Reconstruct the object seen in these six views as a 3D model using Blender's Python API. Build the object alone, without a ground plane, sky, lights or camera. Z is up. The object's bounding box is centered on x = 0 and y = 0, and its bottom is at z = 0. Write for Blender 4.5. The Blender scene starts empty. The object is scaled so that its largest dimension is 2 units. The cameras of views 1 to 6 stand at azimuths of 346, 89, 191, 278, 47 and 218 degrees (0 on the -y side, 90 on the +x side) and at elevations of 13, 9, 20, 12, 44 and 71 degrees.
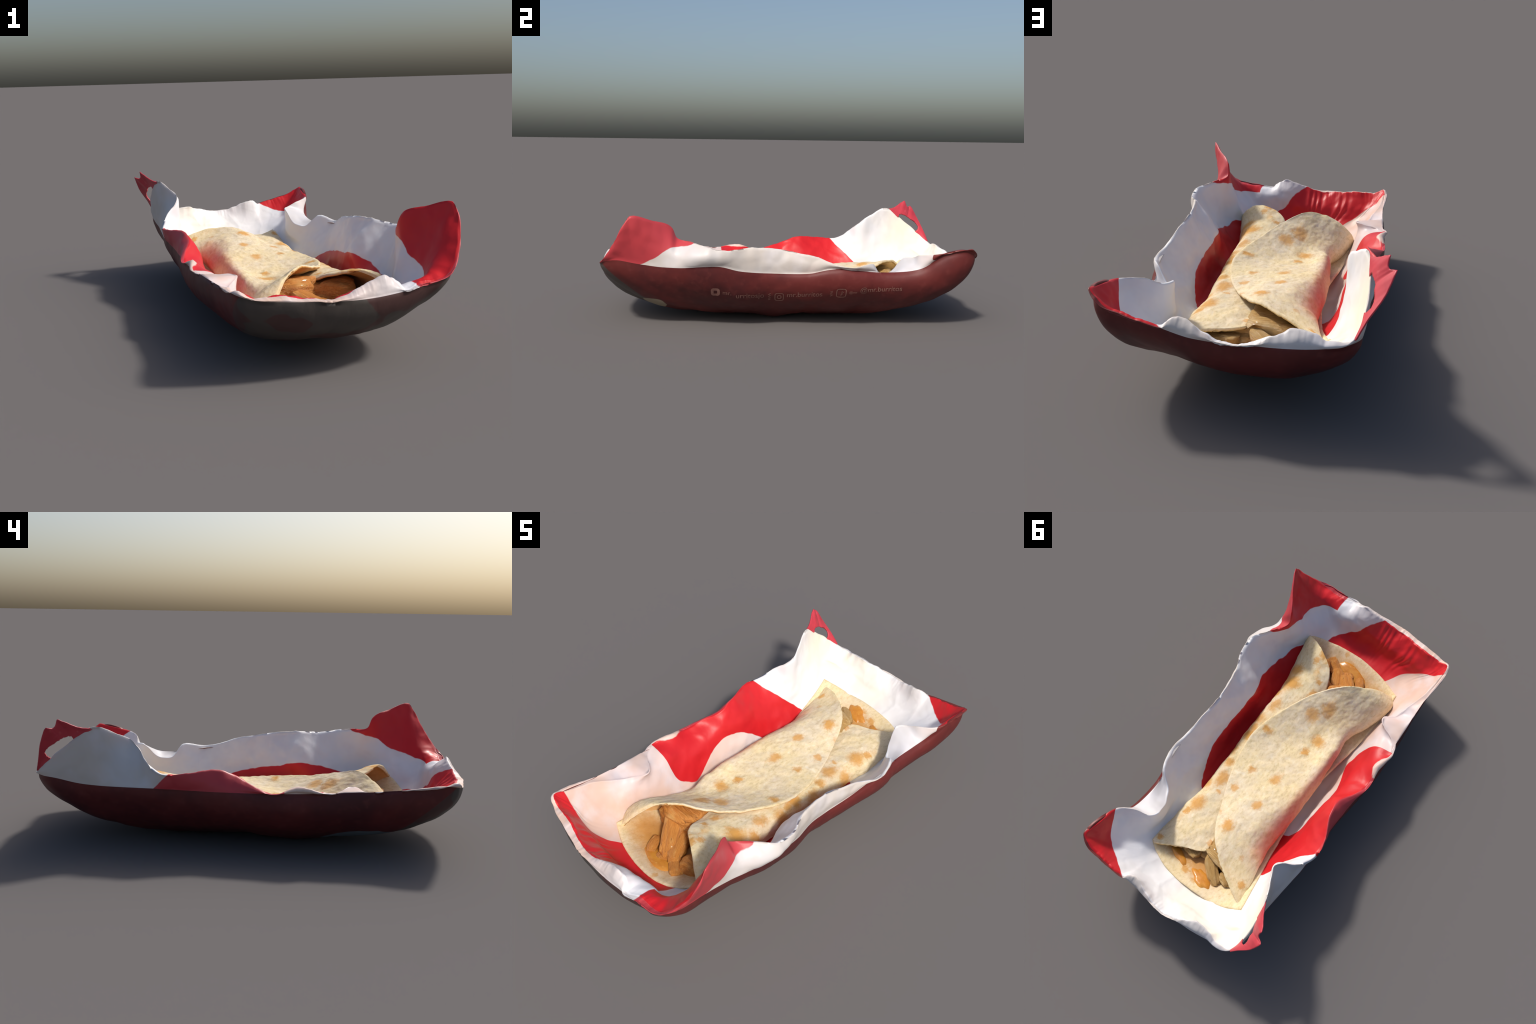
# A folded tortilla wrap with chicken filling lying in a crumpled red-and-white paper tray.
import bpy, math, random
import numpy as np
from mathutils import Vector, noise
from mathutils.bvhtree import BVHTree

random.seed(7)
RNG = np.random.default_rng(7)

# ------------------------------------------------------------------ helpers
def pchip(tk, vk, t):
    """Monotone cubic interpolation of values vk (n,d) at knots tk, evaluated at t."""
    tk = np.asarray(tk, float); vk = np.asarray(vk, float)
    h = np.diff(tk)[:, None]; d = np.diff(vk, axis=0) / h
    m = np.zeros_like(vk)
    m[1:-1] = np.where(d[:-1] * d[1:] > 0, 3 * (h[:-1] + h[1:]) / ((2 * h[1:] + h[:-1]) / np.where(d[:-1] == 0, 1, d[:-1]) + (h[1:] + 2 * h[:-1]) / np.where(d[1:] == 0, 1, d[1:])), 0)
    m[0], m[-1] = d[0], d[-1]
    i = np.clip(np.searchsorted(tk, t, side='right') - 1, 0, len(tk) - 2)
    hh = (tk[i + 1] - tk[i]); s = ((t - tk[i]) / hh)[:, None]; hh = hh[:, None]
    return ((1 + 2 * s) * (1 - s) ** 2 * vk[i] + s * (1 - s) ** 2 * hh * m[i]
            + s * s * (3 - 2 * s) * vk[i + 1] + s * s * (s - 1) * hh * m[i + 1])

def blend_spline(tk, vk, t, smooth=0.5):
    """Mix of monotone cubic and finite-difference cubic: soft but without wild overshoot."""
    a = pchip(tk, vk, t)
    tk = np.asarray(tk, float); vk = np.asarray(vk, float)
    m = np.gradient(vk, tk, axis=0)
    i = np.clip(np.searchsorted(tk, t, side='right') - 1, 0, len(tk) - 2)
    hh = (tk[i + 1] - tk[i]); s = ((t - tk[i]) / hh)[:, None]; hh = hh[:, None]
    b = ((1 + 2 * s) * (1 - s) ** 2 * vk[i] + s * (1 - s) ** 2 * hh * m[i]
         + s * s * (3 - 2 * s) * vk[i + 1] + s * s * (s - 1) * hh * m[i + 1])
    return a * (1 - smooth) + b * smooth

def ring(points, t, smooth=0.5):
    """Closed curve through (t,x,y,z) knots, t running 0..4 round the tray."""
    p = np.array(sorted(points), float)
    lo = p[-4:].copy(); lo[:, 0] -= 4
    hi = p[:4].copy(); hi[:, 0] += 4
    p = np.vstack([lo, p, hi])
    return blend_spline(p[:, 0], p[:, 1:], t, smooth)

def fbm(co, scale, octaves=3, seed=0.0):
    off = Vector((seed * 13.1, seed * 7.7, seed * 3.3))
    return np.array([noise.fractal(Vector(c) * scale + off, 0.6, 2.0, octaves) for c in co])

def crease_noise(co, scale, seed=0.0):
    """Paper-like crumple: folded planes from cell distances."""
    off = Vector((seed * 13.1, seed * 7.7, seed * 3.3)); out = np.empty(len(co))
    for k, c in enumerate(co):
        d, _ = noise.voronoi(Vector(c) * scale + off)
        out[k] = d[1] - d[0]
    return out - 0.3

def grid_normals(P, wrap):
    """Normals of a (rows, cols, 3) grid; wrap closes the columns."""
    du = np.gradient(P, axis=0)
    dv = (np.roll(P, -1, 1) - np.roll(P, 1, 1)) if wrap else np.gradient(P, axis=1)
    n = np.cross(dv, du); l = np.linalg.norm(n, axis=2, keepdims=True)
    return n / np.maximum(l, 1e-9)

def make_mesh(name, verts, faces, mats, face_mat=None, smooth=True, parent=None):
    me = bpy.data.meshes.new(name)
    me.from_pydata([tuple(map(float, v)) for v in verts], [], [tuple(map(int, f)) for f in faces])
    for m in mats: me.materials.append(m)
    if face_mat is not None: me.polygons.foreach_set('material_index', np.asarray(face_mat, np.int32))
    me.polygons.foreach_set('use_smooth', [smooth] * len(me.polygons))
    me.update()
    ob = bpy.data.objects.new(name, me)
    bpy.context.scene.collection.objects.link(ob)
    if parent: ob.parent = parent
    return ob

def empty(name, label, category):
    ob = bpy.data.objects.new(name, None)
    bpy.context.scene.collection.objects.link(ob)
    ob['label'] = label; ob['category'] = category
    return ob

# ------------------------------------------------------------------ material helper
class Nodes:
    def __init__(self, name, rough=0.6, spec=0.3):
        self.mat = bpy.data.materials.new(name); self.mat.use_nodes = True
        self.nt = self.mat.node_tree; self.nt.nodes.clear()
        self.out = self.n('ShaderNodeOutputMaterial'); self.bsdf = self.n('ShaderNodeBsdfPrincipled')
        self.nt.links.new(self.bsdf.outputs[0], self.out.inputs[0])
        self.bsdf.inputs['Roughness'].default_value = rough
        self.bsdf.inputs['Specular IOR Level'].default_value = spec
        self.co = self.n('ShaderNodeTexCoord').outputs['Object']
        s = self.n('ShaderNodeSeparateXYZ'); self.link(self.co, s.inputs[0])
        self.x, self.y, self.z = s.outputs
    def n(self, t): return self.nt.nodes.new(t)
    def link(self, a, b): self.nt.links.new(a, b)
    def put(self, v, sock):
        if isinstance(v, bpy.types.NodeSocket): self.link(v, sock)
        else: sock.default_value = v
    def math(self, op, a, b=0.0, c=0.0):
        m = self.n('ShaderNodeMath'); m.operation = op
        self.put(a, m.inputs[0]); self.put(b, m.inputs[1]); self.put(c, m.inputs[2])
        return m.outputs[0]
    def step(self, v, lo, hi):
        r = self.n('ShaderNodeMapRange'); r.interpolation_type = 'SMOOTHSTEP'
        self.put(v, r.inputs[0]); r.inputs[1].default_value = lo; r.inputs[2].default_value = hi
        return r.outputs[0]
    def curve(self, v, pts, lo, hi, vlo, vhi):
        """Piecewise smooth function through pts (v, f): Float Curve on normalised axes."""
        a = self.math('DIVIDE', self.math('SUBTRACT', v, lo), hi - lo)
        f = self.n('ShaderNodeFloatCurve'); self.link(a, f.inputs['Value'])
        c = f.mapping.curves[0]
        pp = [((x - lo) / (hi - lo), (y - vlo) / (vhi - vlo)) for x, y in pts]
        c.points[0].location = pp[0]; c.points[1].location = pp[-1]
        for p in pp[1:-1]: c.points.new(*p)
        f.mapping.use_clip = False; f.mapping.update()
        return self.math('ADD', self.math('MULTIPLY', f.outputs[0], vhi - vlo), vlo)
    def noise(self, scale, detail=3, rough=0.5, vec=None, dist=0.0):
        t = self.n('ShaderNodeTexNoise'); t.inputs['Scale'].default_value = scale
        t.inputs['Detail'].default_value = detail; t.inputs['Roughness'].default_value = rough
        t.inputs['Distortion'].default_value = dist
        self.link(vec or self.co, t.inputs['Vector']); return t.outputs[0]
    def voronoi(self, scale, vec=None, feature='F1', rnd=1.0):
        t = self.n('ShaderNodeTexVoronoi'); t.feature = feature; t.inputs['Scale'].default_value = scale
        t.inputs['Randomness'].default_value = rnd
        self.link(vec or self.co, t.inputs['Vector']); return t.outputs
    def stretch(self, sx, sy, sz):
        m = self.n('ShaderNodeMapping'); m.inputs['Scale'].default_value = (sx, sy, sz)
        self.link(self.co, m.inputs[0]); return m.outputs[0]
    def mix(self, f, a, b, mode='MIX'):
        m = self.n('ShaderNodeMix'); m.data_type = 'RGBA'; m.blend_type = mode
        self.put(f, m.inputs[0])
        for v, s in ((a, m.inputs[6]), (b, m.inputs[7])):
            if isinstance(v, bpy.types.NodeSocket): self.link(v, s)
            else: s.default_value = (*v, 1)
        return m.outputs[2]
    def mul(self, *v):
        r = v[0]
        for q in v[1:]: r = self.math('MULTIPLY', r, q)
        return r
    def max(self, *v):
        r = v[0]
        for q in v[1:]: r = self.math('MAXIMUM', r, q)
        return r
    def spot(self, x, y, r, wob, sx=1.0, sy=1.0):
        """Round blot in plan view with a wobbly rim."""
        dx = self.math('MULTIPLY', self.math('SUBTRACT', self.x, x), sx)
        dy = self.math('MULTIPLY', self.math('SUBTRACT', self.y, y), sy)
        d = self.math('SQRT', self.math('ADD', self.math('MULTIPLY', dx, dx), self.math('MULTIPLY', dy, dy)))
        d = self.math('ADD', d, wob)
        return self.step(d, r * 1.25, r * 0.35)
    def bump(self, h, strength=0.2, dist=0.005):
        b = self.n('ShaderNodeBump'); b.inputs['Strength'].default_value = strength; b.inputs['Distance'].default_value = dist
        self.link(h, b.inputs['Height']); self.link(b.outputs[0], self.bsdf.inputs['Normal'])
    def base(self, c): self.put(c if isinstance(c, bpy.types.NodeSocket) else (*c, 1), self.bsdf.inputs['Base Color'])

RED = (0.66, 0.018, 0.022)
RED2 = (0.50, 0.012, 0.018)
WHITE = (0.82, 0.80, 0.79)
PEACH = (0.67, 0.455, 0.355)  # white paper warmed by light bounced off the red, baked into the tint

def paper_material(name, inner):
    m = Nodes(name, rough=0.42, spec=0.35)
    wob = m.math('MULTIPLY', m.math('SUBTRACT', m.noise(14, 2), 0.5), 0.022)
    z = m.math('ADD', m.z, wob); x = m.math('ADD', m.x, wob); y = m.math('ADD', m.y, wob)
    E = 0.0025
    gt = lambda a, b: m.step(m.math('SUBTRACT', a, b), -E, E)
    # 1 red panel of the tall corner
    f1 = m.curve(m.y, [(-1, .27), (-.93, .285), (-.89, .298), (-.85, .314), (-.8, .328), (-.73, .348), (-.67, .372), (-.6, .42), (-.47, .455), (-.42, .50)], -1, -.42, 0, 1)
    a = m.mul(gt(z, f1), gt(m.x, 0.30), gt(-0.42, y))
    parts = [a]
    # 4 red patch in the long wall (its outline also shows on the outside of the collar)
    lo = m.curve(m.y, [(-.42, .36), (-.365, .30), (-.345, .21), (-.325, .155), (-.29, .122), (-.235, .105), (-.19, .112), (-.15, .140), (-.117, .168), (-.057, .205), (.013, .226), (.074, .226), (.139, .195), (.2, .150), (.28, .09), (.38, .03), (.6, .0)], -.42, .6, 0, 1)
    right = m.math('SUBTRACT', .30, m.math('MULTIPLY', m.math('SUBTRACT', z, .38), 1.05))
    up = m.curve(m.y, [(-.42, .30), (-.34, .318), (-.28, .317), (-.227, .312), (-.16, .315), (-.1, .5), (.6, .6)], -.42, .6, 0, 1)
    b = m.mul(gt(z, lo), gt(right, m.y), gt(up, z), gt(-.15, m.x), gt(m.y, -.375 if inner else -.2))
    parts.append(b)
    # 5 red corner tip
    g5 = m.curve(m.x, [(.1, 1.05), (.2, .985), (.30, .93), (.385, .87), (.44, .75), (.5, .6)], .1, .5, 0, 1)
    tip = m.mul(gt(y, g5), gt(m.x, .1))
    if inner: parts.append(tip)
    if inner:
        # 2 red sweep across the low end wall
        e1 = m.curve(m.y, [(-1, .02), (-.915, .095), (-.873, .135), (-.85, .19), (-.805, .24), (-.74, .265), (-.67, .275), (-.5, .28)], -1, -.5, -1, 1)
        l2 = m.curve(m.x, [(-.45, -.90), (-.374, -.880), (-.255, -.868), (-.188, -.836), (-.139, -.773), (-.1, -.723), (0, -.60), (.4, -.5)], -.45, .4, -1, 0)
        c = m.mul(gt(e1, x), gt(l2, m.y), gt(-.55, m.y))
        parts.append(c)
        # 3 red field low on the other long wall
        f3 = m.curve(m.y, [(-.7, .17), (-.6, .222), (-.5, .224), (-.4, .236), (-.3, .26), (-.19, .28), (-.1, .263), (0, .25), (.1, .228), (.2, .192), (.28, .145), (.36, .115), (.42, .05)], -.7, .42, 0, 1)
        parts.append(m.mul(gt(f3, z), gt(m.x, .1), gt(.40, m.y), gt(m.y, -.66)))
    mask = m.max(*parts)
    tint = m.math('MULTIPLY', m.step(m.y, 0.50, -0.30), m.step(m.x, .36, -.10))
    white = m.mix(m.math('MULTIPLY', tint, 0.9), WHITE if inner else (0.63, 0.57, 0.52), PEACH)  # outside white darkened to beige for the shade on the collar
    white = m.mix(m.step(m.noise(9, 4), .45, .75), white, m.mix(0.5, white, (0.70, 0.66, 0.68)))
    cool = m.step(m.noise(2.6, 3, .55), .42, .66)
    white = m.mix(m.math('MULTIPLY', cool, .55), white, m.mix(.6, white, (0.62, 0.68, 0.80)))
    pink = m.step(m.noise(3.7, 3, .5, m.stretch(1.3, .8, 1)), .52, .72)
    white = m.mix(m.math('MULTIPLY', pink, .6), white, m.mix(.5, white, (0.78, 0.60, 0.58)))
    grease = m.max(m.spot(-.37, .80, .16, wob, 1, 1), m.math('MULTIPLY', m.spot(-.15, .88, .12, wob, .7, 1.3), .6))
    if inner: white = m.mix(m.math('MULTIPLY', grease, .7), white, (0.86, 0.79, 0.58))
    red = m.mix(m.noise(6, 4), RED, RED2)
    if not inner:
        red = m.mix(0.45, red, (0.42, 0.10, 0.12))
    col = m.mix(mask, white, red)
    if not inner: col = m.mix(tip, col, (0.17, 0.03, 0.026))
    m.base(col)
    m.bump(m.noise(60, 4), 0.15, 0.003)
    return m.mat

def shell_material():
    m = Nodes('maroon_print_paper', rough=0.5, spec=0.3)
    n1 = m.noise(3.2, 4, .6)
    col = m.mix(m.step(n1, .35, .7), (0.130, 0.022, 0.020), (0.075, 0.016, 0.017))
    col = m.mix(m.math('MULTIPLY', m.step(m.noise(30, 4), .5, .8), .35), col, (0.19, 0.045, 0.04))
    # dark olive areas on the low end
    v = m.voronoi(4.2, feature='F1')[0]
    edge = m.math('ADD', m.y, m.math('SUBTRACT', .59, m.math('MULTIPLY', m.z, -1.0)))
    edge = m.math('SUBTRACT', m.y, m.math('SUBTRACT', -.59, m.z))
    olive = m.step(edge, .004, -.004)
    patch = m.mul(olive, m.step(m.noise(5.5, 1.5), .54, .56))
    col = m.mix(m.math('MULTIPLY', olive, .9), col, (0.066, 0.062, 0.054))
    col = m.mix(m.math('MULTIPLY', patch, .8), col, (0.075, 0.030, 0.028))
    wob = m.math('MULTIPLY', m.math('SUBTRACT', m.noise(9, 2), .5), .03)
    # pale printed ovals low on the sides
    p1 = m.mul(m.spot(.29, -.69, .075, wob, 0.7, 1.0), m.step(m.z, .16, .12))
    p1 = m.step(p1, .3, .36)
    p2 = m.step(m.spot(-.22, -.52, .15, wob, 1.3, .8), .3, .36)
    col = m.mix(p1, col, (0.34, 0.29, 0.21))
    col = m.mix(p2, col, (0.16, 0.19, 0.21))
    m.base(col)
    m.bump(m.noise(40, 4), 0.2, 0.004)
    return m.mat

OVER_SPOTS = [(-.021, .456, .038), (-.058, .278, .028), (.092, .135, .022), (-.042, .098, .032), (-.082, -.215, .036), (.175, -.088, .026),
              (.098, .269, .022), (.033, -.304, .036), (-.02, -.378, .034), (-.058, -.123, .022), (-.26, .64, .020)]
UNDER_SPOTS = [(.198, .451, .050), (.187, .269, .042), (.216, .173, .028), (.232, -.016, .034), (.231, -.387, .036), (.229, -.23, .032),
               (.107, -.397, .026), (.229, .709, .018), (-.004, .571, .018), (.186, -.598, .022), (.151, .332, .016), (.221, .514, .016),
               (.25, .10, .034), (.262, -.12, .036), (.27, -.46, .034), (.24, -.06, .025), (.245, .33, .03), (.28, -.30, .034), (.20, -.55, .02), (.12, -.47, .018)]

def tortilla_material(name, spots, browned=0.0, painted_bounce=False, stains=(), smears=()):
    m = Nodes(name, rough=0.75, spec=0.2)
    big = m.noise(5, 4, .6)
    fine = m.noise(70, 5, .65, m.stretch(1, .55, 1))
    col = m.mix(m.step(big, .35, .65), (0.78, 0.63, 0.37), (0.73, 0.61, 0.43))
    col = m.mix(m.math('MULTIPLY', m.step(fine, .48, .72), .55), col, (0.50, 0.38, 0.19))
    col = m.mix(m.math('MULTIPLY', m.step(fine, .50, .28), .5), col, (0.84, 0.76, 0.60))
    wob = m.math('ADD', m.math('MULTIPLY', m.math('SUBTRACT', m.noise(22, 4, .7), .5), .055), m.math('MULTIPLY', m.math('SUBTRACT', m.noise(85, 3, .6), .5), .022))
    rs = random.Random(len(spots))
    msk = m.max(*[m.math('MULTIPLY', m.spot(*s, wob, rs.uniform(.75, 1.15), rs.uniform(.65, 1.05)), rs.uniform(.8, 1.0)) for s in spots])
    v = m.voronoi(9.5, m.stretch(1.1, .8, .9))
    small = m.mul(m.step(m.math('ADD', v[0], m.math('MULTIPLY', wob, 8.0)), .22, .08), m.step(m.noise(4.0, 2), .50, .64))
    toast = m.max(msk, m.math('MULTIPLY', small, .7))
    col = m.mix(m.math('MULTIPLY', toast, .85), col, m.mix(m.noise(40, 3), (0.67, 0.33, 0.055), (0.55, 0.23, 0.03)))
    for sx_, sy_, sr_ in smears:
        sm_ = m.math('MULTIPLY', m.spot(sx_, sy_, sr_, m.math('MULTIPLY', wob, 2.2), 1.5, .7), m.step(m.noise(11, 4, .65), .40, .62))
        col = m.mix(m.math('MULTIPLY', sm_, .75), col, (0.66, 0.33, 0.075))
    flour = m.step(m.noise(7.5, 5, .65, dist=.6), .60, .74)
    col = m.mix(m.math('MULTIPLY', flour, .55), col, (0.80, 0.74, 0.62))
    col = m.mix(browned, col, m.mix(m.step(m.y, -.15, .25), (0.56, 0.28, 0.075), (0.62, 0.43, 0.16)))
    for sx_, sy_, sr_ in stains:
        st = m.spot(sx_, sy_, sr_, m.math('MULTIPLY', wob, 1.5), .8, 1.2)
        col = m.mix(m.math('MULTIPLY', st, .85), col, m.mix(m.noise(18, 4), (0.60, 0.30, 0.07), (0.46, 0.19, 0.035)))
    if painted_bounce:
        side = m.mul(m.step(m.x, -.155, -.215), m.step(m.y, -.30, -.15), m.step(m.y, .56, .42))  # red light thrown by the paper wall, painted onto the fold's flank
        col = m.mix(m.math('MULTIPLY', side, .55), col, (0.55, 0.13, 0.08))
    m.base(col)
    m.bump(m.math('ADD', fine, m.math('MULTIPLY', big, 2.0)), 0.25, 0.006)
    m.bsdf.inputs['Subsurface Weight'].default_value = 0.08
    m.bsdf.inputs['Subsurface Radius'].default_value = (0.02, 0.012, 0.005)
    return m.mat

def simple_noise_material(name, c1, c2, c3, scale, rough, bump=0.3, coat=0.0):
    m = Nodes(name, rough=rough, spec=0.45)
    col = m.mix(m.step(m.noise(scale, 5, .65), .35, .68), c1, c2)
    col = m.mix(m.math('MULTIPLY', m.step(m.noise(scale * 3.1, 3), .60, .78), .7), col, c3)
    m.base(col); m.bump(m.noise(scale * 2, 5), bump, 0.006)
    m.bsdf.inputs['Coat Weight'].default_value = coat
    return m.mat

MAT_IN = paper_material('printed_paper_inside', True)
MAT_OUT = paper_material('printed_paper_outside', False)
MAT_SHELL = shell_material()
MAT_FLAP = simple_noise_material('red_print_paper', (0.58, 0.05, 0.07), (0.46, 0.035, 0.055), (0.70, 0.14, 0.15), 7, 0.45, 0.1)
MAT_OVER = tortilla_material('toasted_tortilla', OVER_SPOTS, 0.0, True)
MAT_UNDER = tortilla_material('toasted_tortilla_fold', UNDER_SPOTS, smears=[(.25, -.05, .09), (.24, .28, .08), (.27, -.40, .09), (.14, -.54, .06)])
MAT_INSIDE = tortilla_material('tortilla_inside', [(.07, -.70, .04), (-.05, .76, .02), (.02, .745, .02)], 0.10, False, [(.05, -.62, .17), (-.10, -.60, .14), (-.04, .69, .10), (.12, .68, .08)])
MAT_LINING = tortilla_material('sauce_soaked_tortilla', [(0, -.5, .06)], 0.8)
def chicken_material(name, light, mid, pale):
    m = Nodes(name, rough=0.40, spec=0.45)
    fibre = m.noise(4.5, 5, .65, m.stretch(.5, 3.2, 2.4), .4)
    col = m.mix(m.step(fibre, .36, .66), light, mid)
    col = m.mix(m.math('MULTIPLY', m.step(m.noise(1.6, 3), .52, .72), .75), col, pale)
    col = m.mix(m.math('MULTIPLY', m.step(m.noise(2.6, 5, .7), .60, .70), .8), col, (0.17, 0.055, 0.015))
    m.base(col); m.bump(fibre, .55, .05)
    m.bsdf.inputs['Coat Weight'].default_value = .2
    return m.mat
MAT_CHICKEN = chicken_material('roast_chicken', (0.70, 0.30, 0.065), (0.56, 0.20, 0.035), (0.76, 0.42, 0.13))
MAT_CHICKEN_PALE = chicken_material('pale_roast_chicken', (0.62, 0.40, 0.15), (0.50, 0.28, 0.085), (0.70, 0.50, 0.24))
MAT_ROLL = simple_noise_material('sauce_soaked_roll', (0.66, 0.34, 0.085), (0.54, 0.23, 0.045), (0.40, 0.14, 0.03), 2.2, 0.5, 0.3)
MAT_SAUCE = simple_noise_material('orange_sauce', (0.62, 0.28, 0.045), (0.52, 0.19, 0.025), (0.72, 0.42, 0.10), 16, 0.3, 0.3, 0.2)
MAT_INK = simple_noise_material('pale_print_ink', (0.30, 0.15, 0.12), (0.20, 0.09, 0.075), (0.13, 0.05, 0.045), 30, 0.5, 0.05)

# ------------------------------------------------------------------ paper tray
def side_t(side, x, y):
    return {0: (y + .92) / 1.86, 1: 1 + (.45 - x) / .88, 2: 2 + (.92 - y) / 1.85, 3: 3 + (x + .385) / .83}[side]

CREASE = {
    0: [(.487, -.853, .368), (.476, -.744, .348), (.474, -.615, .332), (.486, -.534, .331), (.505, -.43, .340), (.502, -.344, .342), (.478, -.23, .315), (.436, -.08, .299),
        (.434, .12, .299), (.441, .228, .322), (.439, .30, .328), (.426, .395, .314), (.397, .529, .303), (.398, .65, .31), (.41, .72, .333),
        (.43, .777, .379), (.445, .827, .412), (.455, .906, .432)],
    1: [(.428, .968, .405), (.342, .984, .370), (.271, .985, .352), (.2, .983, .338), (.094, .985, .317), (0, .988, .314), (-.097, .983, .315),
        (-.2, .975, .315), (-.31, .955, .317), (-.40, .935, .33)],
    2: [(-.452, .86, .33), (-.44, .70, .30), (-.452, .365, .298), (-.437, .105, .291), (-.44, -.156, .296), (-.415, -.492, .311), (-.395, -.742, .331), (-.389, -.90, .350)],
    3: [(-.365, -.945, .343), (-.332, -.958, .334), (-.217, -.984, .324), (-.102, -.996, .316), (.065, -.995, .307), (.20, -.98, .312), (.362, -.953, .334), (.415, -.945, .345)],
}
crease_knots = [(side_t(s, p[0], p[1]), *p) for s, L in CREASE.items() for p in L]

RIM = [
    (.005, .478, -.90, .397), (.035, .525, -.85, .475), (.06, .54, -.80, .555), (.085, .531, -.77, .595), (.13, .485, -.69, .572), (.178, .405, -.578, .527),
    (.195, .398, -.557, .478), (.24, .452, -.465, .462), (.285, .512, -.375, .437), (.335, .508, -.29, .424), (.40, .455, -.18, .431), (.48, .425, -.04, .427), (.585, .435, .165, .382),
    (.68, .455, .345, .337), (.735, .405, .452, .352), (.765, .345, .505, .285), (.79, .305, .56, .29), (.82, .277, .62, .345), (.835, .273, .642, .365),
    (.855, .30, .68, .364), (.875, .362, .70, .386), (.905, .433, .755, .402), (.97, .452, .88, .434), (1.0, .456, .944, .440),
    (1.03, .428, .967, .413), (1.12, .342, .986, .379), (1.2, .271, .985, .363), (1.285, .2, .98, .35), (1.32, .168, .957, .368), (1.38, .118, .948, .369),
    (1.44, .063, .972, .343), (1.54, -.024, .991, .321), (1.62, -.097, .985, .322), (1.72, -.183, .945, .348), (1.78, -.234, .92, .364),
    (1.86, -.309, .923, .354), (1.9, -.339, .935, .343), (1.97, -.42, .927, .35), (2.03, -.452, .87, .40), (2.08, -.458, .78, .475), (2.14, -.437, .664, .556),
    (2.2, -.385, .56, .525), (2.225, -.358, .504, .496), (2.25, -.376, .461, .461), (2.27, -.42, .427, .425), (2.3, -.462, .37, .381), (2.325, -.475, .325, .367),
    (2.375, -.455, .232, .375), (2.44, -.395, .114, .38), (2.485, -.383, .027, .364), (2.53, -.418, -.066, .323), (2.575, -.442, -.147, .298),
    (2.645, -.424, -.273, .326), (2.69, -.437, -.363, .308), (2.73, -.39, -.43, .30), (2.76, -.30, -.475, .31), (2.785, -.285, -.51, .305),
    (2.81, -.33, -.56, .285), (2.86, -.355, -.66, .305), (2.9, -.38, -.76, .33), (2.96, -.39, -.88, .355), (3.0, -.383, -.934, .37),
    (3.07, -.329, -.947, .341), (3.18, -.237, -.95, .344), (3.29, -.147, -.963, .326), (3.4, -.05, -.974, .313), (3.52, .046, -.962, .338),
    (3.61, .118, -.946, .365), (3.68, .179, -.944, .371), (3.725, .217, -.95, .35), (3.76, .245, -.963, .32), (3.84, .31, -.937, .327), (3.92, .373, -.93, .333), (3.97, .432, -.922, .350),
]

# half-way line on the inside of the walls
INNER = {
    0: [(.43, -.80, .37), (.405, -.70, .35), (.368, -.62, .31), (.400, -.52, .28), (.415, -.42, .265), (.400, -.32, .265), (.350, -.19, .285), (.348, -.1, .262), (.352, .02, .25),
        (.358, .15, .228), (.370, .34, .235), (.32, .5, .205), (.28, .64, .25), (.34, .75, .29), (.385, .86, .33)],
    1: [(.36, .91, .31), (.25, .92, .28), (.1, .92, .265), (-.02, .93, .265), (-.15, .905, .27), (-.3, .885, .28), (-.385, .85, .30)],
    2: [(-.420, .77, .335), (-.400, .66, .35), (-.345, .50, .28), (-.375, .33, .27), (-.33, .08, .285), (-.345, -.1, .245), (-.345, -.25, .245), (-.345, -.34, .272), (-.295, -.5, .25),
        (-.33, -.68, .25), (-.345, -.85, .29)],
    3: [(-.30, -.89, .275), (-.15, -.90, .26), (.02, -.90, .258), (.16, -.885, .295), (.28, -.87, .305), (.37, -.86, .33)],
}
inner_knots = [(side_t(s, p[0], p[1]), *p) for s, L in INNER.items() for p in L]

FOOT = [(0.08, .31, -.72), (.28, .335, -.40), (.5, .30, 0), (.7, .285, .38), (.93, .27, .74), (1.15, .22, .80), (1.5, 0, .82), (1.8, -.22, .80), (2.05, -.34, .74),
        (2.3, -.275, .40), (2.5, -.255, 0), (2.72, -.24, -.42), (2.95, -.25, -.75), (3.2, -.14, -.79), (3.5, .04, -.80), (3.8, .22, -.78)]

def floor_z(x, y):
    z = .056 + np.where(y > 0, .122, .088) * (np.abs(y) / .8) ** 3 + np.where(x > 0, .072, .08) * (np.abs(x) / .3) ** 3
    z = z - .012 * np.exp(-(((x + .26) / .16) ** 2 + ((y + .72) / .22) ** 2))
    z = z - .025 * np.exp(-(((x + .37) / .08) ** 2 + ((y - .68) / .14) ** 2))
    return z - .040 * np.exp(-(((x + .28) / .10) ** 2 + ((y + .02) / .32) ** 2))

N = 960
t = np.arange(N) * 4.0 / N
R = ring(RIM, t, .45); C = ring(crease_knots, t, .5); M = ring(inner_knots, t, .5)
Fxy = ring([(a, b, c, 0) for a, b, c in FOOT], t, .8)
F = Fxy.copy(); F[:, 2] = floor_z(F[:, 0], F[:, 1])
# torn, deckled edge
jag = np.array([noise.fractal(Vector((math.cos(a) * 9, math.sin(a) * 9, 1.7)), .9, 2.1, 5) for a in t * math.pi / 2])
R[:, 2] += jag * .007
R[:, 0] += np.roll(jag, 37) * .004; R[:, 1] += np.roll(jag, 90) * .004
# keep the crest from sinking below the crease
R[:, 2] = np.maximum(R[:, 2], C[:, 2] - .03)

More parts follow.
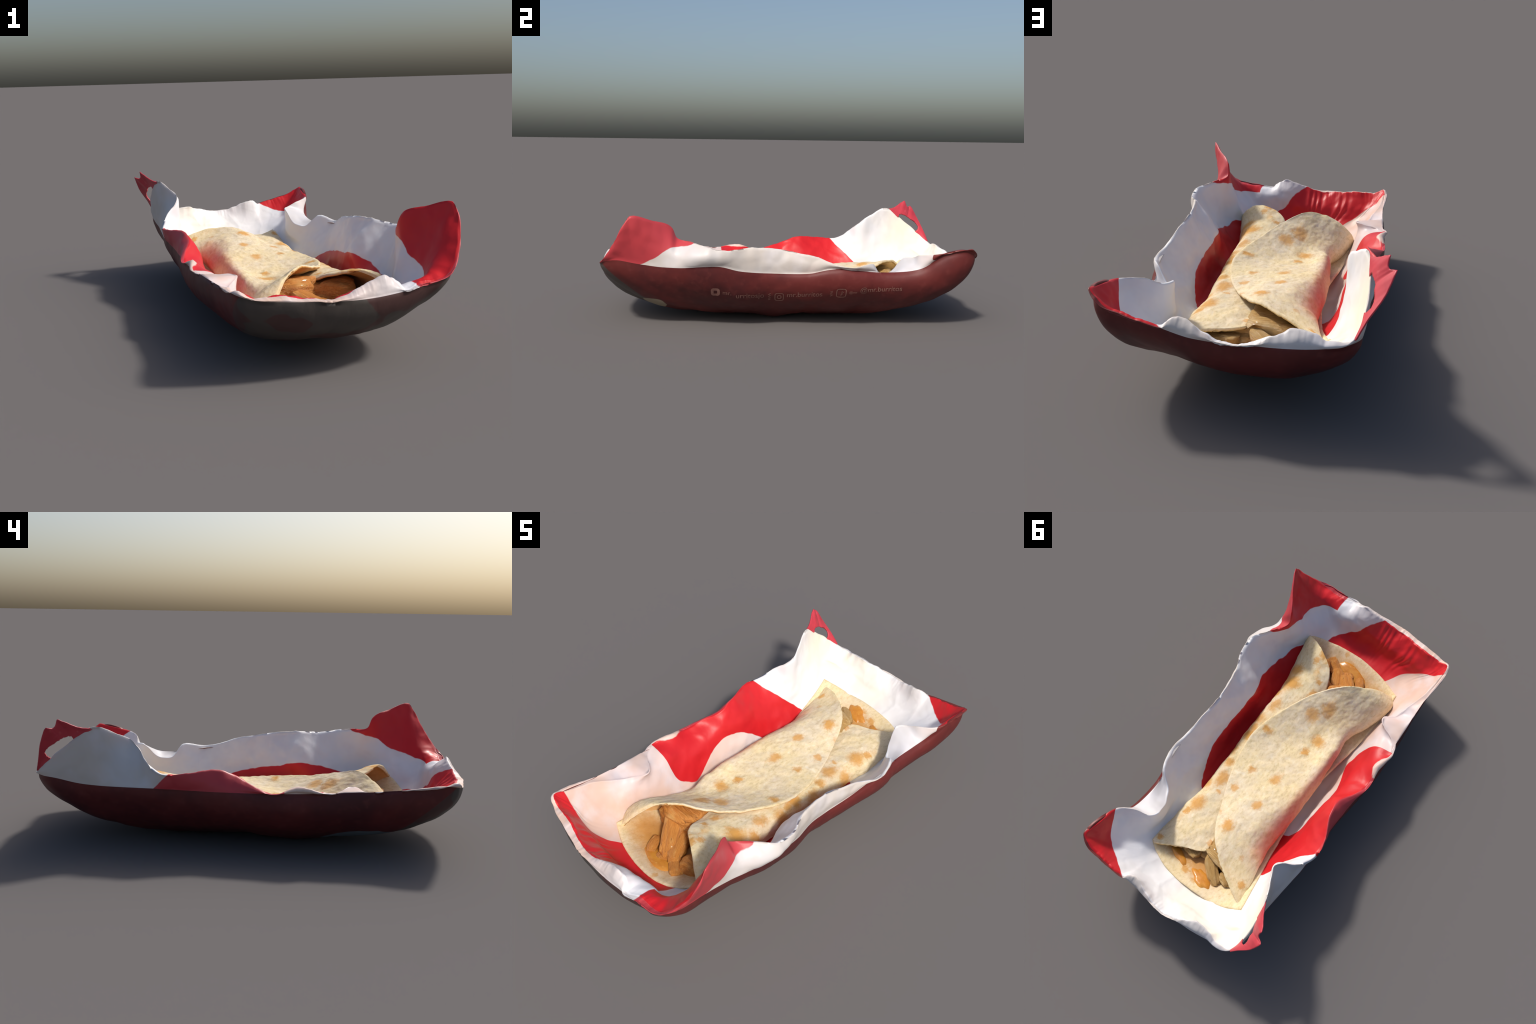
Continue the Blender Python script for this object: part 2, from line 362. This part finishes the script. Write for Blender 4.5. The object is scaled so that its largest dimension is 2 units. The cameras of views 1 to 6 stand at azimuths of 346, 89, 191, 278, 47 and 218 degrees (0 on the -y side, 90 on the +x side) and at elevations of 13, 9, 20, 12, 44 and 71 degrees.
rows = []
kinds = []          # kind of the row band that starts at this row: floor, wall, collar, shell
for k in np.linspace(.04, .94, 9):
    xy = F[:, :2] * k + np.array([0, 0.0]) * (1 - k)
    rows.append(np.column_stack([xy, floor_z(xy[:, 0], xy[:, 1])])); kinds.append('floor')
prof_t = [0., .12, 1., 2.]
pre = np.column_stack([F[:, :2] * .94, floor_z(F[:, 0] * .94, F[:, 1] * .94)])
nw = 34
stack = np.stack([pre, F, M, R])            # inside wall profile
for s in np.linspace(.12, 2, nw, endpoint=False):
    col = blend_spline(prof_t, stack.reshape(4, -1), np.array([s]), .6).reshape(N, 3)
    rows.append(col); kinds.append('wall')
# rolled crest between the inside and the outside face
out_dir = C - M; out_dir[:, 2] = 0; out_dir /= np.maximum(np.linalg.norm(out_dir, axis=1, keepdims=True), 1e-6)
rows.append(R.copy()); kinds.append('collar')
pouch = np.exp(-((t - .23) / .07) ** 2)[:, None]          # the side wall bellies out beside the tall corner
hollow = np.exp(-((t - 2.21) / .10) ** 2)[:, None]         # the wall behind the torn corner is drawn inwards
nc = 16
for s in np.linspace(0, 1, nc, endpoint=False):
    p = R + (C - R) * s
    p = p + out_dir * (.006 * min(1, s * 8 + .6) * (1 - s) + (.010 + .030 * pouch - .012 * hollow) * math.sin(math.pi * s))
    rows.append(p); kinds.append('collar')
nb = 44
near = lambda c, w: np.exp(-((np.minimum(np.abs(t - c), 4 - np.abs(t - c))) / w) ** 2)
tuck = .085 * near(.02, .20) + .07 * near(2.04, .20) + .025 * near(3, .20) + .055 * near(1.20, .20)   # corners tucked under
belly_a = .036 * near(.75, .24); belly_b = -.024 * near(2.66, .22) - .008 * near(.2, .10)                                      # long sides belly out
full = np.interp(t, [0, .25, .6, .8, .97, 1.2, 1.4, 1.8, 2.15, 2.35, 2.55, 2.8, 3.0, 3.25, 3.8, 4], [2.24, 2.05, 1.98, 2.15, 2.32, 2.45, 2.38, 2.47, 2.25, 2.0, 2.08, 2.3, 2.25, 2.34, 2.4, 2.24])   # fullness of the section
for k in np.linspace(0, 1, nb):
    ang = k * math.pi / 2
    rad = np.maximum(math.cos(ang), 0.0) ** (2 / full) if k < 1 else np.full(N, .012)
    drop = 1 - max(math.sin(ang), 0.0) ** (2 / full)
    sd = 1 - drop
    sm = np.minimum(1, sd / .6); sm = sm * sm * (3 - 2 * sm)
    xy = C[:, :2] * (rad * (1 - tuck * sm))[:, None]
    xy[:, 0] += belly_a * np.sin(math.pi * sd ** .6) + belly_b * np.sin(math.pi * sd ** .8)
    z = .012 + (C[:, 2] - .012) * drop
    rows.append(np.column_stack([xy, z])); kinds.append('shell')
P = np.stack(rows); kinds = np.array(kinds)
nr = len(P)

# crumple: broad folds plus creases, along the surface normal
flat = P.reshape(-1, 3)
nrm = grid_normals(P, True)
kid = np.repeat(kinds, N).reshape(nr, N)
amp = np.zeros((nr, N))
amp[kinds == 'wall'] = 1.0; amp[kinds == 'shell'] = 1.0; amp[kinds == 'collar'] = .8
first_wall = np.where(kinds == 'wall')[0][0]
amp[kinds == 'floor'] = .3
wall_rows = np.where(kinds == 'wall')[0]
cr = crease_noise(flat, 5.0, 1.0).reshape(nr, N)
cr2 = crease_noise(flat, 11.0, 4.0).reshape(nr, N)
fb = fbm(flat, 5.0, 3, 2.0).reshape(nr, N)
d = amp * (.011 * cr + .005 * cr2 + .006 * fb)
shell_rows = kinds == 'shell'
d[(kinds == 'collar') | (kinds == 'shell')] *= -1      # both faces of the sheet move together
d[shell_rows] *= np.linspace(.35, 1.0, shell_rows.sum())[:, None]
collar_rows = np.where(kinds == 'collar')[0]
pleat = near(3.35, .28)[None, :] * np.sin(t * 80 + 5 * np.sin(t * 13) + 3 * np.sin(t * 29))[None, :] * np.sin(np.pi * np.clip((np.arange(nr) - wall_rows[0]) / len(wall_rows), 0, 1))[:, None]
d[wall_rows] += .0028 * pleat[wall_rows]          # fine upright pleats in the low end wall
P2 = P + nrm * d[:, :, None]
# dents in the underside: a few low points that the tray stands on
for (bx, by, br, bd) in [(.19, -.06, .09, -.022), (.13, -.62, .12, -.012), (-.15, -.24, .12, -.018), (-.14, .50, .14, -.015)]:
    w = np.exp(-(((P2[:, :, 0] - bx) / br) ** 2 + ((P2[:, :, 1] - by) / br) ** 2))
    P2[shell_rows] += (w[shell_rows] * bd)[:, :, None] * np.array([0, 0, 1.0])
zmin = P2[shell_rows][:, :, 2].min()
P2[shell_rows, :, 2] = np.maximum(P2[shell_rows, :, 2] , 0) if zmin < 0 else P2[shell_rows, :, 2]
low = P2[:, :, 2].min()
P2[shell_rows, :, 2] -= low * np.clip((.12 - P2[shell_rows, :, 2]) / .12, 0, 1)
P2[:, :, 2] = np.maximum(P2[:, :, 2], 0)

tray = empty('paper_tray', 'crumpled red and white printed paper food tray', 'food wrapper')
verts = P2.reshape(-1, 3)
faces = []; fk = []; fc = []
for r in range(nr - 1):
    a = r * N; b = (r + 1) * N
    for c in range(N):
        c2 = (c + 1) % N
        faces.append((a + c, b + c, b + c2, a + c2)); fk.append(kinds[r]); fc.append(c)
nv = len(verts)
verts = np.vstack([verts, P2[0].mean(0), P2[-1].mean(0)])
for c in range(N):
    c2 = (c + 1) % N
    faces.append((nv, c, c2)); fk.append('floor'); fc.append(c)
    faces.append((nv + 1, (nr - 1) * N + c2, (nr - 1) * N + c)); fk.append('shell'); fc.append(c)
fk = np.array(fk); fc = np.array(fc) * 4.0 / N
# whole-body vertex normals, so that the split shows no seam
whole = bpy.data.meshes.new('whole'); whole.from_pydata([tuple(v) for v in verts.tolist()], [], faces); whole.update()
vn = np.zeros(len(verts) * 3, np.float32); whole.vertex_normals.foreach_get('vector', vn); vn = vn.reshape(-1, 3)
bpy.data.meshes.remove(whole)

def region(name, sel, mats, matidx):
    idx = np.where(sel)[0]
    used = sorted({v for i in idx for v in faces[i]})
    remap = {v: k for k, v in enumerate(used)}
    ob = make_mesh(name, verts[used], [[remap[v] for v in faces[i]] for i in idx], mats, [matidx[fk[i]] for i in idx], True, tray)
    ob.data.normals_split_custom_set_from_vertices([tuple(map(float, vn[v])) for v in used])
    return ob
MI = {'floor': 0, 'wall': 0, 'collar': 1, 'shell': 0}
wallsel = (fk == 'wall') | (fk == 'collar')
corner = (fc < .20)
region('tray_floor', fk == 'floor', [MAT_IN], MI)
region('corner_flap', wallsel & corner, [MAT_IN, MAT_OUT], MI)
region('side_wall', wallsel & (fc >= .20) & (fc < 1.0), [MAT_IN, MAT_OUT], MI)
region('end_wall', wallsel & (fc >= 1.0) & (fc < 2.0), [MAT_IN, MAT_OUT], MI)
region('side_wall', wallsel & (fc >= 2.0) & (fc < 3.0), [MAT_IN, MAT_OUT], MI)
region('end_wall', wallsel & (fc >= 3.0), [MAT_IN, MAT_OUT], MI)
shell = region('outer_shell', fk == 'shell', [MAT_SHELL], MI)

# ---- sheet builder: thick, closed sheet from a grid of points
def sheet(name, G, th, mats, parent, keep=None, under=0):
    """G (rows, cols, 3). Gives it thickness th below its normal and closes the rim with a rounded edge."""
    nrm = grid_normals(G, False)
    a, b, _ = G.shape
    edge = np.ones((a, b)); edge[0] = edge[-1] = .35; edge[:, 0] = edge[:, -1] = .35
    mid = G - nrm * th * .5
    top = mid + nrm * (th * .5 * edge)[:, :, None]
    bot = mid - nrm * (th * .5 * edge)[:, :, None]
    V = np.vstack([top.reshape(-1, 3), bot.reshape(-1, 3)]); o = a * b
    fs = []; fm = []
    keep = np.ones((a - 1, b - 1), bool) if keep is None else keep
    count = {}
    for i in range(a - 1):
        for j in range(b - 1):
            if not keep[i, j]: continue
            q = (i * b + j, i * b + j + 1, (i + 1) * b + j + 1, (i + 1) * b + j)
            fs.append(q); fm.append(0)
            fs.append(tuple(v + o for v in reversed(q))); fm.append(under)
            for k in range(4):
                e = (q[k], q[(k + 1) % 4]); count[e] = 1
    for (p, q) in list(count):
        if (q, p) not in count:
            fs.append((q, p, p + o, q + o)); fm.append(0)
    return make_mesh(name, V, fs, mats, fm, True, parent)

# ---- torn red flap with a hole, standing on the corner
fl_in = [(0, -.437, .660, .552), (.2, -.447, .715, .520), (.45, -.452, .78, .472), (.75, -.448, .87, .398), (1, -.430, .925, .352)]
fl_out = [(0, -.442, .672, .556), (.12, -.468, .715, .566), (.30, -.516, .788, .604), (.37, -.512, .803, .572), (.43, -.522, .815, .563), (.5, -.543, .828, .571),
          (.66, -.520, .868, .505), (.85, -.468, .905, .42), (1, -.436, .930, .356)]
na, nbb = 72, 40
sa = np.linspace(0, 1, na)
A = pchip([p[0] for p in fl_in], [p[1:] for p in fl_in], sa); B = pchip([p[0] for p in fl_out], [p[1:] for p in fl_out], sa)
B[:, 2] += np.array([noise.noise(Vector((s * 22, 3.1, 0))) for s in sa]) * .003
sb = np.linspace(0, 1, nbb)
G = A[:, None] * (1 - sb[None, :, None]) + B[:, None] * sb[None, :, None]
bow = np.sin(math.pi * sb)[None, :] * np.sin(math.pi * sa)[:, None]
G[:, :, 0] += .010 * bow
cen = (G[:-1, :-1] + G[1:, 1:]) / 2
# hole: a slanted oval tear
hu = ((cen[:, :, 1] - .805) * .83 - (cen[:, :, 2] - .470) * .56); hv = ((cen[:, :, 1] - .805) * .56 + (cen[:, :, 2] - .470) * .83)
ragged = np.array([[noise.noise(Vector((p[1] * 30, p[2] * 30, .5))) for p in row] for row in cen])
keep = np.abs(hu / .074) ** 3 + np.abs(hv / .028) ** 3 + ragged * .15 > 1
sheet('torn_flap', G[:, ::-1], .006, [MAT_FLAP], tray, keep[:, ::-1])

# ---- print on the outer shell: lettering and icons, laid on the surface
deps = bpy.context.evaluated_depsgraph_get()
bvh = BVHTree.FromPolygons([tuple(v) for v in P2[shell_rows].reshape(-1, 3).tolist()],
                           [(r * N + c, (r + 1) * N + c, (r + 1) * N + (c + 1) % N, r * N + (c + 1) % N) for r in range(shell_rows.sum() - 1) for c in range(N)])
def lay_on_shell(pts):
    """pts (y, z) in the side view from +x; returned on the shell, 1.2 mm proud."""
    res = []
    for y_, z_ in pts:
        hit = bvh.ray_cast(Vector((1.2, y_, z_)), Vector((-1, 0, 0)))
        if hit[0] is None: res.append((.35, y_, z_))
        else:
            nn = hit[1] if hit[1].x > 0 else -hit[1]
            res.append(tuple(hit[0] + nn * .0016))
    return res
def lettering(text, y0, y1, z0, z1, name='printed_lettering'):
    cu = bpy.data.curves.new(name, 'FONT'); cu.body = text; cu.size = .05; cu.resolution_u = 3
    ob = bpy.data.objects.new(name, cu); bpy.context.scene.collection.objects.link(ob)
    dg = bpy.context.evaluated_depsgraph_get(); dg.update()
    me = bpy.data.meshes.new_from_object(ob.evaluated_get(dg))
    bpy.data.objects.remove(ob); bpy.data.curves.remove(cu)
    co = np.array([v.co[:] for v in me.vertices]); fcs = [tuple(p.vertices) for p in me.polygons]
    bpy.data.meshes.remove(me)
    w = co[:, 0].max() - co[:, 0].min()
    s = (y1 - y0) / w
    u = (co[:, 0] - co[:, 0].min()) / w
    yy = y0 + u * (y1 - y0); zz = z0 + (z1 - z0) * u + co[:, 1] * s * 1.0
    make_mesh(name, lay_on_shell(np.column_stack([yy, zz])), fcs, [MAT_INK], None, False, tray)
def stroke(name, line, width, closed=False):
    """A printed line of a given width through (y, z) points."""
    L = np.array(line); n = len(L); vs = []; fs = []
    for i in range(n):
        a = L[(i - 1) % n] if closed or i > 0 else L[i]; b = L[(i + 1) % n] if closed or i < n - 1 else L[i]
        tn = b - a; tn = tn / (np.linalg.norm(tn) + 1e-9); nn = np.array([-tn[1], tn[0]]) * width / 2
        vs += [L[i] + nn, L[i] - nn]
    m_ = n if closed else n - 1
    for i in range(m_):
        j = (i + 1) % n; fs.append((2 * i, 2 * i + 1, 2 * j + 1, 2 * j))
    return vs, fs
def icon(name, strokes):
    V = []; Fc = []
    for vs, fs in strokes:
        o = len(V); V += list(vs); Fc += [tuple(v + o for v in f) for f in fs]
    make_mesh(name, lay_on_shell(V), Fc, [MAT_INK], None, False, tray)
def rounded_square(cy, cz, h, r):
    pts = []
    for a in np.linspace(0, 2 * math.pi, 40, endpoint=False):
        c, s = math.cos(a), math.sin(a)
        k = (abs(c) ** 5 + abs(s) ** 5) ** (-1 / 5)
        pts.append((cy + h * c * k, cz + h * s * k))
    return pts
def circle(cy, cz, r): return [(cy + r * math.cos(a), cz + r * math.sin(a)) for a in np.linspace(0, 2 * math.pi, 24, endpoint=False)]
def zigzag(y_, z0, z1, w=.006, k=7): return [(y_ + (w if i % 2 else -w), z0 + (z1 - z0) * i / k) for i in range(k + 1)]
lettering('mr.', -.318, -.275, .190, .186)
lettering('urritosjo', -.251, -.107, .168, .166)
lettering('mr.burritos', .013, .194, .170, .178)
lettering('@mr', .332, .372, .197, .199)
lettering('@mr.burritos', .388, .606, .203, .210)
icon('printed_icon', [stroke('', rounded_square(-.028, .169, .022, .006), .004, True), stroke('', circle(-.028, .169, .010), .004, True)])
icon('printed_icon', [stroke('', rounded_square(.291, .199, .024, .006), .004, True), stroke('', [(.286, .190), (.290, .186), (.294, .190), (.294, .210), (.303, .204)], .004)])
icon('printed_icon', [stroke('', rounded_square(-.356, .203, .016, .004), .014, True)])
icon('printed_zigzag', [stroke('', zigzag(-.079, .150, .190), .004)])
icon('printed_zigzag', [stroke('', zigzag(.240, .180, .210), .004)])

# ------------------------------------------------------------------ tortilla wrap
wrap = empty('tortilla_wrap', 'toasted folded flour tortilla filled with chicken', 'wrap')

def loft(stations, nu, nvv, su=.7, sv=.7):
    """Surface through stations (along the wrap) of cross-section points."""
    S = np.array(stations, float)                 # (stations, pts, 3)
    ns, npnt, _ = S.shape
    # arc-length parameters
    dl = np.linalg.norm(np.diff(S, axis=0), axis=2).mean(1); ts = np.concatenate([[0], np.cumsum(dl)])
    dc = np.linalg.norm(np.diff(S, axis=1), axis=2).mean(0); tc = np.concatenate([[0], np.cumsum(dc)])
    u = np.linspace(0, ts[-1], nu); v = np.linspace(0, tc[-1], nvv)
    a = blend_spline(ts, S.reshape(ns, -1), u, su).reshape(nu, npnt, 3)
    b = blend_spline(tc, a.transpose(1, 0, 2).reshape(npnt, -1), v, sv).reshape(nvv, nu, 3)
    return b.transpose(1, 0, 2)

def ruffle(G, amp, scale, seed):
    nrm = grid_normals(G, False); f = G.reshape(-1, 3)
    dd = (fbm(f, scale, 4, seed) * amp).reshape(G.shape[:2])
    return G + nrm * dd[:, :, None]

OVER = [
    [(-.240, -.708, .110), (-.240, -.709, .118), (-.238, -.711, .124), (-.235, -.713, .130), (-.231, -.715, .135), (-.226, -.718, .140)],
    [(-.250, -.61, .095), (-.262, -.61, .165), (-.225, -.60, .225), (-.165, -.595, .272), (-.112, -.585, .300), (-.060, -.550, .318)],
    [(-.200, -.47, .080), (-.224, -.46, .145), (-.190, -.45, .200), (-.110, -.44, .248), (-.012, -.42, .280), (.085, -.40, .294)],
    [(-.150, -.34, .075), (-.182, -.34, .130), (-.162, -.335, .190), (-.07, -.31, .212), (.05, -.29, .238), (.155, -.269, .258)],
    [(-.160, -.24, .075), (-.198, -.24, .140), (-.174, -.22, .212), (-.095, -.20, .200), (.055, -.16, .208), (.213, -.102, .232)],
    [(-.195, .02, .080), (-.228, .02, .145), (-.190, .02, .220), (-.100, .03, .222), (.060, .05, .222), (.208, .085, .226)],
    [(-.205, .20, .085), (-.238, .20, .155), (-.182, .20, .236), (-.080, .22, .250), (.050, .23, .238), (.162, .238, .222)],
    [(-.215, .40, .100), (-.240, .385, .165), (-.155, .374, .256), (-.060, .38, .270), (.030, .39, .258), (.092, .385, .240)],
    [(-.265, .54, .125), (-.262, .52, .190), (-.172, .50, .252), (-.090, .50, .278), (-.022, .50, .284), (.025, .51, .272)],
    [(-.305, .64, .155), (-.285, .63, .198), (-.222, .62, .238), (-.152, .61, .266), (-.100, .60, .284), (-.055, .583, .288)],
    [(-.332, .70, .180), (-.318, .695, .200), (-.292, .69, .222), (-.260, .685, .243), (-.230, .68, .258), (-.198, .676, .268)],
    [(-.345, .735, .198), (-.344, .736, .200), (-.342, .737, .202), (-.340, .738, .204), (-.338, .739, .207), (-.335, .740, .210)],
]
UNDER = [
    [(.358, -.672, .215), (.357, -.674, .219), (.355, -.677, .223), (.353, -.680, .227), (.350, -.683, .230), (.346, -.685, .233)],
    [(.335, -.58, .150), (.330, -.585, .220), (.303, -.60, .275), (.268, -.622, .304), (.230, -.622, .312), (.192, -.605, .306)],
    [(.312, -.48, .130), (.307, -.48, .200), (.272, -.49, .250), (.212, -.50, .278), (.160, -.51, .288), (.105, -.545, .288)],
    [(.292, -.36, .120), (.283, -.36, .190), (.250, -.36, .235), (.190, -.36, .250), (.120, -.37, .248), (.050, -.43, .240)],
    [(.277, -.10, .120), (.270, -.10, .180), (.240, -.10, .212), (.190, -.10, .218), (.10, -.10, .202), (.00, -.10, .185)],
    [(.262, .15, .120), (.252, .15, .178), (.225, .15, .205), (.180, .15, .210), (.10, .15, .197), (.00, .15, .185)],
    [(.252, .37, .120), (.240, .37, .168), (.200, .37, .200), (.140, .37, .205), (.07, .38, .200), (.00, .40, .190)],
    [(.266, .52, .130), (.255, .52, .165), (.220, .52, .195), (.160, .53, .210), (.08, .54, .212), (.00, .55, .205)],
    [(.262, .63, .155), (.246, .635, .182), (.200, .64, .202), (.140, .64, .210), (.07, .635, .210), (.004, .625, .207)],
    [(.256, .70, .185), (.242, .705, .200), (.210, .70, .210), (.175, .695, .212), (.145, .69, .211), (.112, .680, .208)],
    [(.242, .742, .218), (.240, .743, .219), (.238, .744, .220), (.236, .745, .221), (.233, .746, .222), (.230, .747, .223)],
]
over = ruffle(loft(OVER, 220, 110, .75, .7), .005, 9, 5)
under = ruffle(loft(UNDER, 200, 80, .75, .7), .005, 9, 6)
# wavy free edge
def wave_edge(G, amp):
    w = np.linspace(0, 1, G.shape[1])[None, :] ** 4
    s = np.arange(G.shape[0])
    wz = np.array([noise.fractal(Vector((i * .055, 2.2, .3)), .8, 2, 3) for i in s])
    G[:, :, 2] += wz[:, None] * w * amp
    return G
over = wave_edge(over, .006); under = wave_edge(under, .005)
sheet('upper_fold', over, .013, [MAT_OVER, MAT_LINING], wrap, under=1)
sheet('lower_fold', under[:, ::-1], .013, [MAT_UNDER, MAT_LINING], wrap, under=1)

# bottom layer, its rounded ends stick out under the folds
xs = np.linspace(-1, 1, 90); ys = np.linspace(-1, 1, 160)
BOT_P = [(-.335, .736, .192), (-.30, .755, .200), (-.20, .795, .208), (-.05, .812, .207), (.08, .808, .198), (.19, .775, .200), (.25, .742, .208)]
BOT_M = [(-.235, -.720, .118), (-.15, -.754, .140), (-.06, -.775, .146), (.06, -.785, .148), (.18, -.770, .158), (.28, -.730, .185), (.355, -.682, .212)]
Ep = blend_spline(np.linspace(-1, 1, 7), BOT_P, xs, .8); Em = blend_spline(np.linspace(-1, 1, 7), BOT_M, xs, .8)
Gb = np.empty((160, 90, 3))
for i, q in enumerate(ys):
    E_ = Ep if q > 0 else Em
    wq = abs(q)
    x0 = xs * (.20 + .08 * wq)
    xx = x0 * (1 - wq ** 3) + E_[:, 0] * wq ** 3
    yy = E_[:, 1] * wq
    zz = .085 + .03 * (xs ** 4) * (1 - wq ** 4)
    zz = zz * (1 - wq ** 4) + E_[:, 2] * wq ** 4
    Gb[i] = np.column_stack([xx, yy, zz])
Gb[:, :, 2] = np.maximum(Gb[:, :, 2], floor_z(Gb[:, :, 0], Gb[:, :, 1]) + .012)
Gb = ruffle(Gb, .003, 8, 9)
sheet('bottom_layer', Gb, .014, [MAT_INSIDE], wrap)

# ---- filling
def lump_mesh(name, seed, stretch=(1, 1, 1), lumps=.20, mat=None):
    import bmesh
    bm = bmesh.new(); bmesh.ops.create_icosphere(bm, subdivisions=4, radius=1)
    off = Vector((seed * 5.3, seed * 2.1, seed))
    for v in bm.verts:
        p = v.co.copy()
        box = Vector([math.copysign(abs(c) ** .62, c) for c in p])
        k = 1 + lumps * noise.fractal(p * 1.1 + off, .8, 2, 3) + .07 * noise.fractal(Vector((p.x * 1.5, p.y * 5, p.z * 4)) + off, .8, 2, 3)
        v.co = Vector((box.x * stretch[0], box.y * stretch[1], box.z * stretch[2])) * k
    me = bpy.data.meshes.new(name); bm.to_mesh(me); bm.free()
    me.materials.append(mat or MAT_CHICKEN)
    for p in me.polygons: p.use_smooth = True
    return me
LUMPS = [lump_mesh('chicken_piece', s) for s in range(4)] + [lump_mesh('chicken_piece', s, mat=MAT_CHICKEN_PALE) for s in range(4)]
PIECES = [  # x, y, z, half sizes, turn about z
    (.000, -.565, .178, .120, .046, .040, 2.30), (-.035, -.650, .122, .052, .026, .022, 2.0), (.072, -.585, .150, .090, .036, .034, 2.15),
    (.145, -.655, .128, .052, .034, .026, 2.5), (.060, -.665, .115, .040, .030, .018, .4), (.20, -.60, .16, .05, .05, .04, .2), (.06, -.47, .15, .10, .06, .05, 0),
    (.100, .630, .140, .080, .045, .032, -.35), (.010, .600, .140, .055, .045, .032, 0), (-.088, .668, .172, .085, .032, .028, -.75), (-.170, .655, .170, .045, .034, .026, -.3),
]
for i, (x_, y_, z_, a_, b_, c_, rot) in enumerate(PIECES):
    ob = bpy.data.objects.new('chicken_piece', LUMPS[i % 4 + (4 if y_ > 0 else 0)]); bpy.context.scene.collection.objects.link(ob)
    ob.location = (x_, y_, z_); ob.scale = (a_, b_, c_); ob.rotation_euler = (.15 * math.sin(i * 2.1), -.45 if i == 0 else .2 * math.cos(i * 1.7), rot); ob.parent = wrap
# ragged mass of filling packed under the folds: it stays below the tortilla above it
flap_bvh = BVHTree.FromPolygons([tuple(v) for G_ in (over, under) for v in G_.reshape(-1, 3).tolist()],
    [(i * G_.shape[1] + j + o, (i + 1) * G_.shape[1] + j + o, (i + 1) * G_.shape[1] + j + 1 + o, i * G_.shape[1] + j + 1 + o)
     for G_, o in ((over, 0), (under, over.shape[0] * over.shape[1])) for i in range(G_.shape[0] - 1) for j in range(G_.shape[1] - 1)])
def packed(name, centre, size, rot, mat, seed):
    me = lump_mesh(name, seed, lumps=.22, mat=mat)
    ca, sa_ = math.cos(rot), math.sin(rot)
    for v in me.vertices:
        lx, ly, lz = v.co.x * size[0], v.co.y * size[1], v.co.z * size[2]
        w = Vector((centre[0] + lx * ca - ly * sa_, centre[1] + lx * sa_ + ly * ca, centre[2] + lz))
        hit = flap_bvh.ray_cast(Vector((w.x, w.y, .03)), Vector((0, 0, 1)))
        low = float(floor_z(np.array(w.x), np.array(w.y))) + .02
        z_ = max(w.z, low)
        if hit[0] is not None: z_ = min(z_, hit[0].z - .017)
        w.z = z_
        v.co = Vector(((w.x - centre[0]) / size[0], (w.y - centre[1]) / size[1], (w.z - centre[2]) / size[2]))
    ob = bpy.data.objects.new(name, me); bpy.context.scene.collection.objects.link(ob)
    ob.location = centre; ob.scale = size; ob.parent = wrap
    return ob
packed('filling_mass', (-.040, -.440, .165), (.130, .110, .100), .25, MAT_CHICKEN, 12)
packed('filling_mass', (.150, -.465, .165), (.095, .080, .085), -.25, MAT_CHICKEN, 5)
packed('filling_mass', (.000, .030, .130), (.130, .420, .060), 0, MAT_CHICKEN, 9)
packed('filling_mass', (-.060, .545, .160), (.150, .090, .080), -.2, MAT_CHICKEN_PALE, 15)
# sauce pools
def pool(cx, cy, cz, a, b, rot, seed):
    n = 48; vs = []; fs = []
    rings_ = [(0.0, .010), (.5, .009), (.85, .006), (1.0, -.004)]
    for k, (rr, h) in enumerate(rings_):
        for i in range(n):
            an = 2 * math.pi * i / n
            w = 1 + .35 * noise.noise(Vector((math.cos(an) * 1.4, math.sin(an) * 1.4, seed)))
            px, py = math.cos(an) * a * rr * w, math.sin(an) * b * rr * w
            X = cx + px * math.cos(rot) - py * math.sin(rot); Y = cy + px * math.sin(rot) + py * math.cos(rot)
            hit = bot_bvh.ray_cast(Vector((X, Y, 1)), Vector((0, 0, -1)))
            vs.append((X, Y, (hit[0].z if hit[0] is not None else cz) + h))
    for k in range(len(rings_) - 1):
        for i in range(n):
            j = (i + 1) % n; fs.append((k * n + i, (k + 1) * n + i, (k + 1) * n + j, k * n + j))
    make_mesh('sauce_pool', vs, fs, [MAT_SAUCE], None, True, wrap)
bi, bj = Gb.shape[:2]
bot_bvh = BVHTree.FromPolygons([tuple(v) for v in Gb.reshape(-1, 3).tolist()], [(i * bj + j, (i + 1) * bj + j, (i + 1) * bj + j + 1, i * bj + j + 1) for i in range(bi - 1) for j in range(bj - 1)])
pool(.05, -.685, .12, .10, .045, -.1, 1.0)
pool(-.07, .735, .2, .07, .035, -.3, 2.0)
pool(.10, .715, .2, .07, .022, -.3, 3.0)
